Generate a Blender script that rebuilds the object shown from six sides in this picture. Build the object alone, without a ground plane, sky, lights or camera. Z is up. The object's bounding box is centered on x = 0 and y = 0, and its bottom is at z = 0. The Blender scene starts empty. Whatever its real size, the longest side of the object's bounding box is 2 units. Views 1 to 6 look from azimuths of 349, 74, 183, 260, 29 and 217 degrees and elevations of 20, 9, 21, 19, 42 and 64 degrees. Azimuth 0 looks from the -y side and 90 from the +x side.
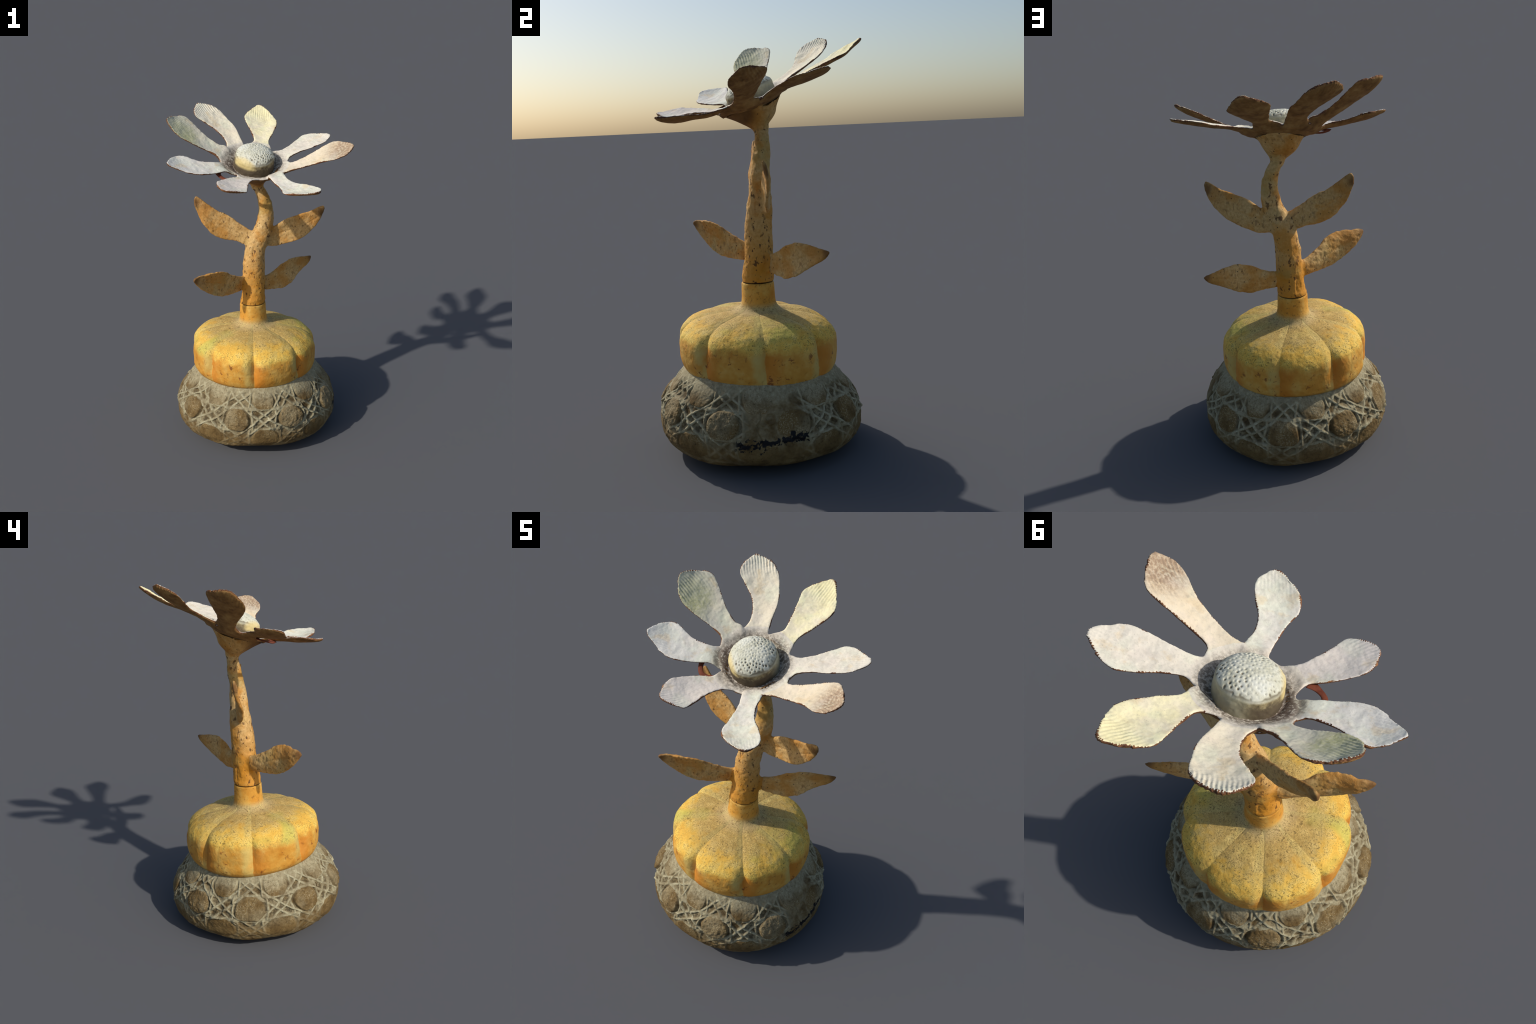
"""Weathered garden sculpture: a daisy on a stem, growing out of a squash, on a lattice-carved pot."""
import bpy, bmesh, math
import numpy as np
from mathutils import Vector, kdtree
from math import radians, sin, cos, pi

# ---------------------------------------------------------------- helpers
def srgb(r, g, b):
    f = lambda c: (c / 255 / 12.92) if c <= 10 else ((c / 255 + .055) / 1.055) ** 2.4
    return (f(r), f(g), f(b), 1.0)

def smoothstep(a, b, x):
    t = np.clip((np.asarray(x, float) - a) / (b - a), 0, 1)
    return t * t * (3 - 2 * t)

def _hash(i, j, k, seed):
    h = (i * 374761393 + j * 668265263 + k * 2147483647 + seed * 974634777) & 0xFFFFFFFF
    h = ((h ^ (h >> 13)) * 1274126177) & 0xFFFFFFFF
    h = ((h ^ (h >> 16)) * 2246822519) & 0xFFFFFFFF
    return ((h ^ (h >> 15)) & 0xFFFFFF) / float(0xFFFFFF)

def vnoise(P, scale, seed=0):
    """value noise in -1..1 on an (n,3) array"""
    P = np.asarray(P) * scale
    I = np.floor(P).astype(np.int64); F = P - I; F = F * F * F * (F * (F * 6 - 15) + 10)
    out = 0
    for dx in (0, 1):
        for dy in (0, 1):
            for dz in (0, 1):
                w = (F[:, 0] if dx else 1 - F[:, 0]) * (F[:, 1] if dy else 1 - F[:, 1]) * (F[:, 2] if dz else 1 - F[:, 2])
                out = out + w * _hash(I[:, 0] + dx, I[:, 1] + dy, I[:, 2] + dz, seed)
    return out * 2 - 1

def fbm(P, scale, octaves=3, seed=0, gain=.5):
    a, s, o = 1.0, scale, 0
    for k in range(octaves):
        o = o + a * vnoise(P, s, seed + 17 * k); a *= gain; s *= 2.03
    return o

def catmull(c, m=8):
    c = np.asarray(c, float); c = np.vstack([2 * c[0] - c[1], c, 2 * c[-1] - c[-2]])
    t = np.linspace(0, 1, m, endpoint=False)[:, None]; out = []
    for i in range(1, len(c) - 2):
        a, b, d, e = c[i - 1:i + 3]
        out.append(.5 * (2 * b + (d - a) * t + (2 * a - 5 * b + 4 * d - e) * t ** 2 + (-a + 3 * b - 3 * d + e) * t ** 3))
    return np.vstack(out + [c[-2][None]])

def curve(x, xs, ys):
    """smooth 1-D profile through (xs, ys)"""
    xs = np.asarray(xs, float); ys = np.asarray(ys, float); m = np.gradient(ys, xs)
    x = np.clip(x, xs[0], xs[-1]); i = np.clip(np.searchsorted(xs, x) - 1, 0, len(xs) - 2)
    h = xs[i + 1] - xs[i]; t = (x - xs[i]) / h
    return (2*t**3-3*t**2+1)*ys[i]+(t**3-2*t**2+t)*h*m[i]+(-2*t**3+3*t**2)*ys[i+1]+(t**3-t**2)*h*m[i+1]

def loft(rings, cap=True):
    """closed skin over equal-length rings of points (k,n,3) -> verts, faces"""
    R = np.asarray(rings); k, n, _ = R.shape; V = R.reshape(-1, 3)
    F = []
    for i in range(k - 1):
        a = i * n
        for j in range(n):
            j2 = (j + 1) % n
            F.append((a + j, a + j2, a + n + j2, a + n + j))
    if cap:
        F.append(tuple(range(n - 1, -1, -1))); F.append(tuple((k - 1) * n + j for j in range(n)))
    return V, F

def grid_faces(k, n):
    i = np.arange(k - 1)[:, None] * n; j = np.arange(n)[None]; j2 = (j + 1) % n
    return np.stack([i + j, i + j2, i + n + j2, i + n + j], -1).reshape(-1, 4)

def new_mesh(name, V, F):
    me = bpy.data.meshes.new(name)
    me.from_pydata(np.asarray(V).tolist(), [], F.tolist() if isinstance(F, np.ndarray) else F); me.update()
    return me

def read(me):
    V = np.empty(len(me.vertices) * 3); me.vertices.foreach_get('co', V)
    N = np.empty(len(me.vertices) * 3); me.vertices.foreach_get('normal', N)
    return V.reshape(-1, 3), N.reshape(-1, 3)

def write(me, V):
    me.vertices.foreach_set('co', np.ascontiguousarray(V, dtype=np.float32).ravel()); me.update()

def merge(parts):
    Vs, Fs, o = [], [], 0
    for V, F in parts:
        Vs.append(V); Fs += [tuple(i + o for i in f) for f in F]; o += len(V)
    return np.vstack(Vs), Fs

def remesh(name, V, F, voxel):
    ob = bpy.data.objects.new(name, new_mesh(name, V, F)); bpy.context.collection.objects.link(ob)
    m = ob.modifiers.new('r', 'REMESH'); m.mode = 'VOXEL'; m.voxel_size = voxel; m.adaptivity = 0
    me = bpy.data.meshes.new_from_object(ob.evaluated_get(bpy.context.evaluated_depsgraph_get()))
    old = ob.data; bpy.data.objects.remove(ob); bpy.data.meshes.remove(old)
    return me

def relax(me, V, weight, iters):
    E = np.empty(len(me.edges) * 2, dtype=np.int64); me.edges.foreach_get('vertices', E); E = E.reshape(-1, 2)
    a = np.r_[E[:, 0], E[:, 1]]; b = np.r_[E[:, 1], E[:, 0]]; n = len(V)
    deg = np.maximum(np.bincount(a, minlength=n), 1)[:, None]; w = np.broadcast_to(np.asarray(weight).reshape(-1, 1), (n, 1))
    for k in range(iters):
        f = .6 if k % 2 == 0 else -.3 if False else .6
        S = np.stack([np.bincount(a, weights=V[b, c], minlength=n) for c in range(3)], 1) / deg
        V = V + f * w * (S - V)
    return V

def nearest(points, query):
    kd = kdtree.KDTree(len(points))
    for i, p in enumerate(points): kd.insert(p, i)
    kd.balance()
    idx = np.empty(len(query), np.int64); dist = np.empty(len(query))
    for i, q in enumerate(query):
        _, idx[i], dist[i] = kd.find(q)
    return idx, dist

def split_regions(me, face_region, names, mats, parent, rim=None, rim_mat=None):
    """cut one smooth surface into named objects; borders coincide and keep the whole surface's normals"""
    V, N = read(me)
    L = np.empty(len(me.loops), np.int64); me.loops.foreach_get('vertex_index', L)
    st = np.empty(len(me.polygons), np.int64); me.polygons.foreach_get('loop_start', st)
    tot = np.empty(len(me.polygons), np.int64); me.polygons.foreach_get('loop_total', tot)
    out = []
    for k in np.unique(face_region):
        sel = np.nonzero(face_region == k)[0]
        loops = np.concatenate([L[st[f]:st[f] + tot[f]] for f in sel]) if not (tot[sel] == 4).all() else L[(st[sel][:, None] + np.arange(4))].ravel()
        used, inv = np.unique(loops, return_inverse=True)
        if (tot[sel] == 4).all(): faces = inv.reshape(-1, 4).tolist()
        else:
            faces = []; p = 0
            for f in sel: faces.append(inv[p:p + tot[f]].tolist()); p += tot[f]
        m = new_mesh(names[k], V[used], faces)
        m.polygons.foreach_set('use_smooth', [True] * len(m.polygons))
        m.normals_split_custom_set_from_vertices([tuple(v) for v in N[used]])
        m.materials.append(mats[k])
        if rim is not None:
            m.materials.append(rim_mat); m.polygons.foreach_set('material_index', rim[sel].astype(np.int32))
        out.append(add(names[k], m, parent))
    bpy.data.meshes.remove(me)
    return out

def add(name, me, parent, mat=None):
    ob = bpy.data.objects.new(name, me); bpy.context.collection.objects.link(ob)
    if mat: me.materials.append(mat)
    if parent: ob.parent = parent
    return ob

def face_centres(me):
    C = np.empty(len(me.polygons) * 3); me.polygons.foreach_get('center', C); return C.reshape(-1, 3)

# ---------------------------------------------------------------- material graph helper
class Sock:
    def __init__(s, g, o): s.g, s.o = g, o
    def _m(s, op, b=None, c=None): return s.g.math(op, s, b, c)
    def __add__(s, b): return s._m('ADD', b)
    __radd__ = __add__
    def __sub__(s, b): return s._m('SUBTRACT', b)
    def __rsub__(s, b): return s.g.math('SUBTRACT', b, s)
    def __mul__(s, b): return s._m('MULTIPLY', b)
    __rmul__ = __mul__
    def __truediv__(s, b): return s._m('DIVIDE', b)
    def abs(s): return s._m('ABSOLUTE')
    def sin(s): return s._m('SINE')
    def wrap(s, a, b): return s.g.math('WRAP', s, b, a)
    def min(s, b): return s._m('MINIMUM', b)
    def max(s, b): return s._m('MAXIMUM', b)
    def step(s, a, b, x=0., y=1.):
        n = s.g.node('ShaderNodeMapRange'); n.interpolation_type = 'SMOOTHSTEP'
        s.g.put(n.inputs[0], s)
        for i, v in zip((1, 2, 3, 4), (a, b, x, y)): s.g.put(n.inputs[i], v)
        return Sock(s.g, n.outputs[0])

class Graph:
    def __init__(g, name):
        g.mat = bpy.data.materials.new(name); g.mat.use_nodes = True; g.t = g.mat.node_tree
        g.bsdf = g.t.nodes['Principled BSDF']; g.tc = g.node('ShaderNodeTexCoord'); g.obj = Sock(g, g.tc.outputs['Object'])
    def node(g, k): return g.t.nodes.new(k)
    def put(g, inp, v):
        if isinstance(v, Sock): g.t.links.new(v.o, inp)
        elif v is not None: inp.default_value = v
    def math(g, op, a, b=None, c=None):
        n = g.node('ShaderNodeMath'); n.operation = op
        for i, v in enumerate((a, b, c)): g.put(n.inputs[i], v)
        return Sock(g, n.outputs[0])
    def vec(g, op, a, b=None, out=0):
        n = g.node('ShaderNodeVectorMath'); n.operation = op
        g.put(n.inputs[0], a); g.put(n.inputs[1], b)
        return Sock(g, n.outputs[out])
    def xyz(g, v=None):
        n = g.node('ShaderNodeSeparateXYZ'); g.put(n.inputs[0], v or g.obj); return [Sock(g, o) for o in n.outputs]
    def dist(g, p): return g.vec('DISTANCE', g.obj, p, 1)
    def dot(g, v, p): return g.vec('DOT_PRODUCT', v, p, 1)
    def normal(g): return Sock(g, g.tc.outputs['Normal'])
    def scaled(g, s):
        n = g.node('ShaderNodeMapping'); g.put(n.inputs[0], g.obj); n.inputs['Scale'].default_value = s; return Sock(g, n.outputs[0])
    def noise(g, scale, detail=4., rough=.55, vec=None, dist=0.):
        n = g.node('ShaderNodeTexNoise'); g.put(n.inputs['Vector'], vec or g.obj)
        n.inputs['Scale'].default_value = scale; n.inputs['Detail'].default_value = detail
        n.inputs['Roughness'].default_value = rough; n.inputs['Distortion'].default_value = dist
        return Sock(g, n.outputs['Fac'])
    def cells(g, scale, vec=None, feature='F1'):
        n = g.node('ShaderNodeTexVoronoi'); n.feature = feature; g.put(n.inputs['Vector'], vec or g.obj); n.inputs['Scale'].default_value = scale
        return Sock(g, n.outputs['Distance'])
    def mix(g, f, a, b, mode='MIX'):
        n = g.node('ShaderNodeMix'); n.data_type = 'RGBA'; n.blend_type = mode
        g.put(n.inputs[0], f); g.put(n.inputs[6], a); g.put(n.inputs[7], b)
        return Sock(g, n.outputs[2])
    def ramp(g, f, stops):
        n = g.node('ShaderNodeValToRGB'); g.put(n.inputs[0], f); r = n.color_ramp
        r.elements[0].position, r.elements[0].color = stops[0]; r.elements[1].position, r.elements[1].color = stops[-1]
        for p, c in stops[1:-1]: e = r.elements.new(p); e.color = c
        return Sock(g, n.outputs[0])
    def finish(g, color, rough, height=None, strength=.4, depth=.004, spec=.25):
        g.put(g.bsdf.inputs['Base Color'], color); g.put(g.bsdf.inputs['Roughness'], rough)
        g.bsdf.inputs['Specular IOR Level'].default_value = spec
        if height is not None:
            b = g.node('ShaderNodeBump'); b.inputs['Strength'].default_value = strength; b.inputs['Distance'].default_value = depth
            g.put(b.inputs['Height'], height); g.t.links.new(b.outputs[0], g.bsdf.inputs['Normal'])
        return g.mat

# ---------------------------------------------------------------- the thing
thing = bpy.data.objects.new('flower_sculpture', None); bpy.context.collection.objects.link(thing)
thing['label'] = 'weathered daisy flower sculpture on squash and lattice pot'
thing['category'] = 'garden ornament'

# ================================================================= carved pot
POT_C = (-.038, -.013)
POT_TILT = (-.0094, -.027)
POT_Z = [0, .012, .04, .09, .14, .19, .24, .29, .34, .39, .44]
POT_R = [.25, .335, .433, .489, .498, .496, .482, .455, .419, .378, .32]
ROW0, ROW_UP, ROW_DN = .247, .108, .117        # boss rows: height of the main row, steps up and down
TH0, NB = 4.3, 9                               # nine bosses, every 40 degrees

def lattice(th, z, S, A):
    """woven strap pattern shared by the relief and the colour.
    th in degrees, S sine function, A abs function -> a (along), b (row) with wobble"""
    wob = 0.014 * S(th * (7 * pi / 180) + z * 31) + 0.008 * S(th * (13 * pi / 180) - z * 47 + 1.3)
    wob2 = 0.022 * S(th * (5 * pi / 180) + z * 23 + 2.1) + 0.016 * S(th * (11 * pi / 180) + z * 37)
    return (th - TH0) / 40 + wob, wob2

def build_pot():
    nt, nz = 1080, 300
    th = np.linspace(0, 2 * pi, nt, endpoint=False)
    z = np.r_[np.linspace(0, .43, nz)]
    T, Z = np.meshgrid(th, z); deg = np.degrees(T)
    R = curve(Z.ravel(), POT_Z, POT_R).reshape(Z.shape)
    R = R * (1 + .0054 * np.cos(2 * T) + .0077 * np.sin(2 * T) - .0082 * np.cos(3 * T) - .0059 * np.sin(3 * T))
    P0 = np.stack([R * np.cos(T), R * np.sin(T), Z], -1).reshape(-1, 3)
    # lattice coordinates
    a, wb = lattice(deg, Z, np.sin, np.abs)
    zz = Z - ROW0
    b = np.where(zz > 0, zz / ROW_UP, zz / ROW_DN) + wb
    fold = lambda x: np.abs((x + .5) % 1 - .5)                  # distance to nearest integer
    unit = .335                                                 # metres of one step along a
    w = .0092 + .0022 * vnoise(P0, 9, 3).reshape(Z.shape)
    # distance (metres) to each strap family
    def strap(c, off, scale, width):
        d = np.minimum(np.abs(fold(c - .5) - off) if off else fold(c - .5), 9) * scale
        return np.exp(-(d / width) ** 4)
    brk = smoothstep(-.4, .45, vnoise(P0, 13, 8).reshape(Z.shape))
    brk2 = smoothstep(-.4, .3, vnoise(P0, 11, 18).reshape(Z.shape))
    s = np.maximum(strap(a + b / 2, .10, unit * .8, w), strap(a - b / 2, .10, unit * .8, w))
    s = np.maximum(s * (.5 + .5 * brk), strap(b, 0, .115, w * 1.35) * (.25 + .75 * brk2))
    # vertical cords beside every boss
    row = np.round(b); ar = a + .5 * (row % 2); br = b - row
    da = (ar + .5) % 1 - .5
    cord = np.exp(-((np.abs(da) - .285) * unit / (w * .8)) ** 2) * smoothstep(.62, .45, np.abs(br))
    s = np.maximum(s, .9 * cord)
    # bosses
    k = (np.round(ar).astype(int)) % NB
    flat = np.isin(k, (0, 2, 4)) & (row == 0)
    q = np.where(flat, (np.abs(da / .235) ** 5 + np.abs(br / .50) ** 5) ** .2, np.hypot(da / .235, br / .57))
    boss = smoothstep(1.06, .9, q)
    dome = np.sqrt(np.clip(1 - q * q * .92, 0, 1))
    grain = fbm(P0, 70, 3, 5).reshape(Z.shape)
    rough = fbm(P0, 28, 3, 11).reshape(Z.shape)
    inrow = np.where(row == 0, 1.0, np.where(row > 0, .32, .15))
    rise = np.where(flat, .004 + .004 * dome, .003 + .011 * dome + .002 * grain)
    ground = -.008 + .003 * rough
    relief = ground * (1 - boss) + (s * (.0115 + .003 * rough)) * (1 - boss) + boss * rise * inrow
    ring = np.exp(-((q - 1.07) / .07) ** 2) * np.where(flat, 0, .003); relief -= ring * inrow
    # plain worn zones: under the squash, low belly, and the patched side
    worn_top = smoothstep(.395, .345, Z + .012 * rough); worn_low = smoothstep(.11, .19, Z + .01 * rough)
    dth = (deg - 353 + 180) % 360 - 180
    patch = np.exp(-(dth / 15.5) ** 4) * (1 - np.exp(-((Z - .247) / .03) ** 2) * .2)
    keep = worn_top * (.18 + .82 * worn_low) * (1 - .85 * patch)
    D = relief * keep + .002 * rough + .0008 * grain
    # crack line and knot on the patched side, seam on the far side
    D -= .006 * np.exp(-(((deg - 344.7 + 1.2 * np.sin(Z * 60)) * .0085) / .0035) ** 2) * smoothstep(.15, .17, Z) * smoothstep(.32, .3, Z)
    D -= .003 * np.exp(-(((deg - 163.5) * .0085) / .002) ** 2) * smoothstep(.17, .19, Z) * smoothstep(.39, .37, Z)
    kr = np.hypot((deg - 351) * .0085, Z - .282); D += .008 * np.exp(-((kr - .022) / .006) ** 2)
    # low belly lumps
    low = smoothstep(.1, .03, Z)
    D += low * (.009 * np.sin(5 * T + .6) + .006 * np.sin(9 * T + 2))
    # the pot is not quite round: fuller at the back left, sucked in on the front left shoulder
    lean = lambda at, spread: np.exp(-(((deg - at + 180) % 360 - 180) / spread) ** 2)
    D += lean(125, 50) * .010 * smoothstep(.36, .2, Z)
    D -= lean(232, 40) * .012 * smoothstep(.22, .33, Z) + lean(320, 50) * .003 * low
    R2 = R + D
    X, Y = R2 * np.cos(T), R2 * np.sin(T)
    Z2 = Z + POT_TILT[0] * X + POT_TILT[1] * Y + low * .006 * np.sin(3 * T + 1.1)
    V = np.stack([X + POT_C[0], Y + POT_C[1], Z2], -1).reshape(-1, 3)
    F = grid_faces(nz, nt)
    V[:, 2] = np.maximum(V[:, 2], 0)
    V[:nt, 2] = 0
    F = F.tolist() + [tuple(range(nt - 1, -1, -1)), tuple((nz - 1) * nt + j for j in range(nt))]
    me = new_mesh('pot', V, F); me.polygons.foreach_set('use_smooth', [True] * len(me.polygons))
    # regions: pot body, strapwork, bosses (main row)
    def per_face(x): return x.ravel()[np.asarray(F[:-2])[:, 0]]
    bf, rf, kf, sf, wf = per_face(boss), per_face(row), per_face(k), per_face(s), per_face(keep)
    reg = np.zeros(len(F), int); r = reg[:-2]
    r[(sf > .35) & (bf < .5) & (wf > .35)] = 1
    m = (bf > .5) & (rf == 0); r[m] = 2 + kf[m]
    return me, reg

def pot_material():
    g = Graph('carved_clay'); x, y, z = g.xyz()
    X, Y = x - POT_C[0], y - POT_C[1]
    th = (g.math('ARCTAN2', Y, X) * (180 / pi)).wrap(0, 360)
    zl = z - (X * POT_TILT[0] + Y * POT_TILT[1])
    a, wb = lattice(th, zl, lambda v: v.sin(), None)
    zz = zl - ROW0
    b = zz.max(0) / ROW_UP + zz.min(0) / ROW_DN + wb
    fold = lambda v: ((v + .5).wrap(0, 1) - .5).abs()
    n1 = g.noise(14, 5); n2 = g.noise(60, 5, .7); n3 = g.noise(5, 3); n4 = g.noise(160, 3, .7)
    def strap(c, off, scale, w): return ((fold(c - .5) - off).abs() * scale + (n1 - .5) * .012).step(w, w * .35)
    s = strap(a + b * .5, .10, .27, .014).max(strap(a - b * .5, .10, .27, .014)).max(strap(b, 0, .115, .016) * .9)
    row = g.math('ROUND', b); odd = (row.abs() * .5).wrap(0, 1)
    da = (a + odd + .5).wrap(0, 1) - .5; br = b - row
    cord = ((da.abs() - .285).abs() * .335).step(.011, .004) * br.abs().step(.62, .45)
    s = s.max(cord * .9)
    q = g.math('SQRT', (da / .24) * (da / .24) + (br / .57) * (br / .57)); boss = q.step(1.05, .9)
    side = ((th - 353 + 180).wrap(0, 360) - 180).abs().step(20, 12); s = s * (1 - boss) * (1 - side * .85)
    clay = g.ramp(n1 * .65 + n2 * .35, [(.3, srgb(80, 61, 33)), (.5, srgb(112, 90, 54)), (.68, srgb(132, 110, 70))])
    plaster = g.ramp(n2, [(.3, srgb(138, 130, 102)), (.5, srgb(166, 158, 128)), (.72, srgb(192, 186, 156))])
    dust = (zl + (n1 - .5) * .1).step(.30, .385) * .85
    low = (zl + (n1 - .5) * .06).step(.12, .20)
    net = (1 - boss) * (zl - .24).abs().step(.12, .06) * (1 - side * .5); veil = (n3.step(.45, .65) * .28 * low).max(net * n1.step(.34, .56) * .6)
    f = (s * (.45 + .50 * n1.step(.34, .56)) * (.2 + .8 * low)).max(dust * (.72 + .28 * n2)).max(veil)
    col = g.mix(f, clay, plaster)
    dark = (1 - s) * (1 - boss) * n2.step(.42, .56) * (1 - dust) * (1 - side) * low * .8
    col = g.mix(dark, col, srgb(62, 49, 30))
    # granular crust on the bosses
    crust = boss * n4.step(.53, .6) * n1.step(.42, .56) * low
    col = g.mix(crust * .55, col, srgb(176, 163, 130))
    pit = boss * g.noise(110, 2, .6).step(.6, .66) * .5
    col = g.mix(pit, col, srgb(58, 46, 30))
    # smeared black paint on the patched side
    u = (th - 120).wrap(0, 360) - 232.5          # 0 at the middle of the smear
    arc = (zl - .178 - (u * .001)).abs() + (g.noise(20, 3, .6, dist=1.2) - .47) * .13
    blk = arc.step(.017, .011) * u.abs().step(22.5, 19) 
    blk = arc.step(.024, .018) * u.abs().step(22.5, 19) * g.noise(46, 4, .6).step(.40, .47)
    stalk = ((u - 10).abs() * .0085 + (g.noise(40, 3) - .5) * .03).step(.012, .007) * (zl - .2).abs().step(.028, .02)
    blk = blk.max(stalk)
    col = g.mix(blk, col, srgb(18, 18, 22))
    return g.finish(col, .88 - blk * .35, n2 + n4 * .5, .55, .004, .2)

# ================================================================= squash
SQ_C = (-.044, -.002); SQ_TILT = (-.038, -.027)
GROOVES = [34.7, 79.5, 124.2, 169.1, 215.4, 258.6, 303.5, 349.8]
#            r      z     groove depth
SQ_PROFILE = [(.27, .375, 0), (.325, .380, .000), (.362, .394, .002), (.380, .422, .012), (.389, .456, .024), (.392, .50, .036),
              (.391, .54, .040), (.382, .575, .034), (.360, .603, .021), (.332, .626, .014), (.292, .646, .010), (.245, .660, .008),
              (.19, .668, .006), (.14, .675, .004), (.110, .682, .003), (.092, .697, .001), (.084, .725, 0), (.081, .78, 0), (.080, .806, 0), (.078, .812, 0), (.074, .8145, 0), (.05, .8145, 0)]

def build_squash():
    nt = 1080; prof = catmull(SQ_PROFILE, 12); nz = len(prof)
    th = np.linspace(0, 2 * pi, nt, endpoint=False); deg = np.degrees(th)
    g = np.array(GROOVES); gg = np.r_[g[-1] - 360, g, g[0] + 360]
    i = np.searchsorted(gg, deg, side='right') - 1
    u = (deg - gg[i]) / (gg[i + 1] - gg[i]); xx = np.abs(2 * u - 1)           # 1 in the groove
    lobe = i % 8
    vary = np.array([0, .004, -.003, .003, -.002, .004, 0, -.003])[lobe]
    valley = .45 * xx ** 4 + .55 * xx ** 9
    crease = np.exp(-((1 - xx) / .05) ** 2)
    R, Zp, A = prof.T
    r = R[:, None] - A[:, None] * valley[None] * (1 - .15 * crease[None]) + vary[None] * (1 - xx[None] ** 2) * smoothstep(.2, .34, R)[:, None]
    top = smoothstep(.60, .66, Zp) * smoothstep(.075, .16, R)
    z = Zp[:, None] - top[:, None] * (.0010 * crease + .006 * smoothstep(.3, 1, xx) * np.interp(R, [.1, .3, .38], [.3, .8, 1])[:, None])
    X, Y = r * np.cos(th), r * np.sin(th)
    P = np.stack([X, Y, z], -1).reshape(-1, 3)
    k = smoothstep(.655, .70, P[:, 2]) * smoothstep(.17, .11, np.hypot(P[:, 0], P[:, 1]))                                         # collar follows the stem, squash tilts
    N = P.copy(); N[:, 2] *= .4; N /= np.linalg.norm(N, axis=1, keepdims=True)
    body = (1 - k)
    P += N * (body * (.004 * fbm(P, 6, 3, 2) + .0012 * fbm(P, 45, 3, 4)) + k * .0015 * fbm(P, 20, 2, 9))[:, None]
    P[:, 2] -= body * .012 * smoothstep(.46, .40, P[:, 2]) * np.exp(-(((np.tile(deg, nz) - 165 + 180) % 360 - 180) / 45) ** 2)
    P[:, :2] *= 1 + (body * .018 * smoothstep(.47, .42, P[:, 2]) * np.exp(-(((np.tile(deg, nz) - 165 + 180) % 360 - 180) / 45) ** 2))[:, None]
    P[:, 2] += body * (SQ_TILT[0] * P[:, 0] + SQ_TILT[1] * P[:, 1])
    P[:, 0] += SQ_C[0] + k * .003; P[:, 1] += SQ_C[1] + k * .012
    F = grid_faces(nz, nt).tolist() + [tuple(range(nt - 1, -1, -1)), tuple((nz - 1) * nt + j for j in range(nt))]
    me = new_mesh('squash', P, F); me.polygons.foreach_set('use_smooth', [True] * len(me.polygons))
    c = face_centres(me); reg = ((c[:, 2] > .70) & (np.hypot(c[:, 0] + .042, c[:, 1] - .008) < .13)).astype(int)
    return me, reg

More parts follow.
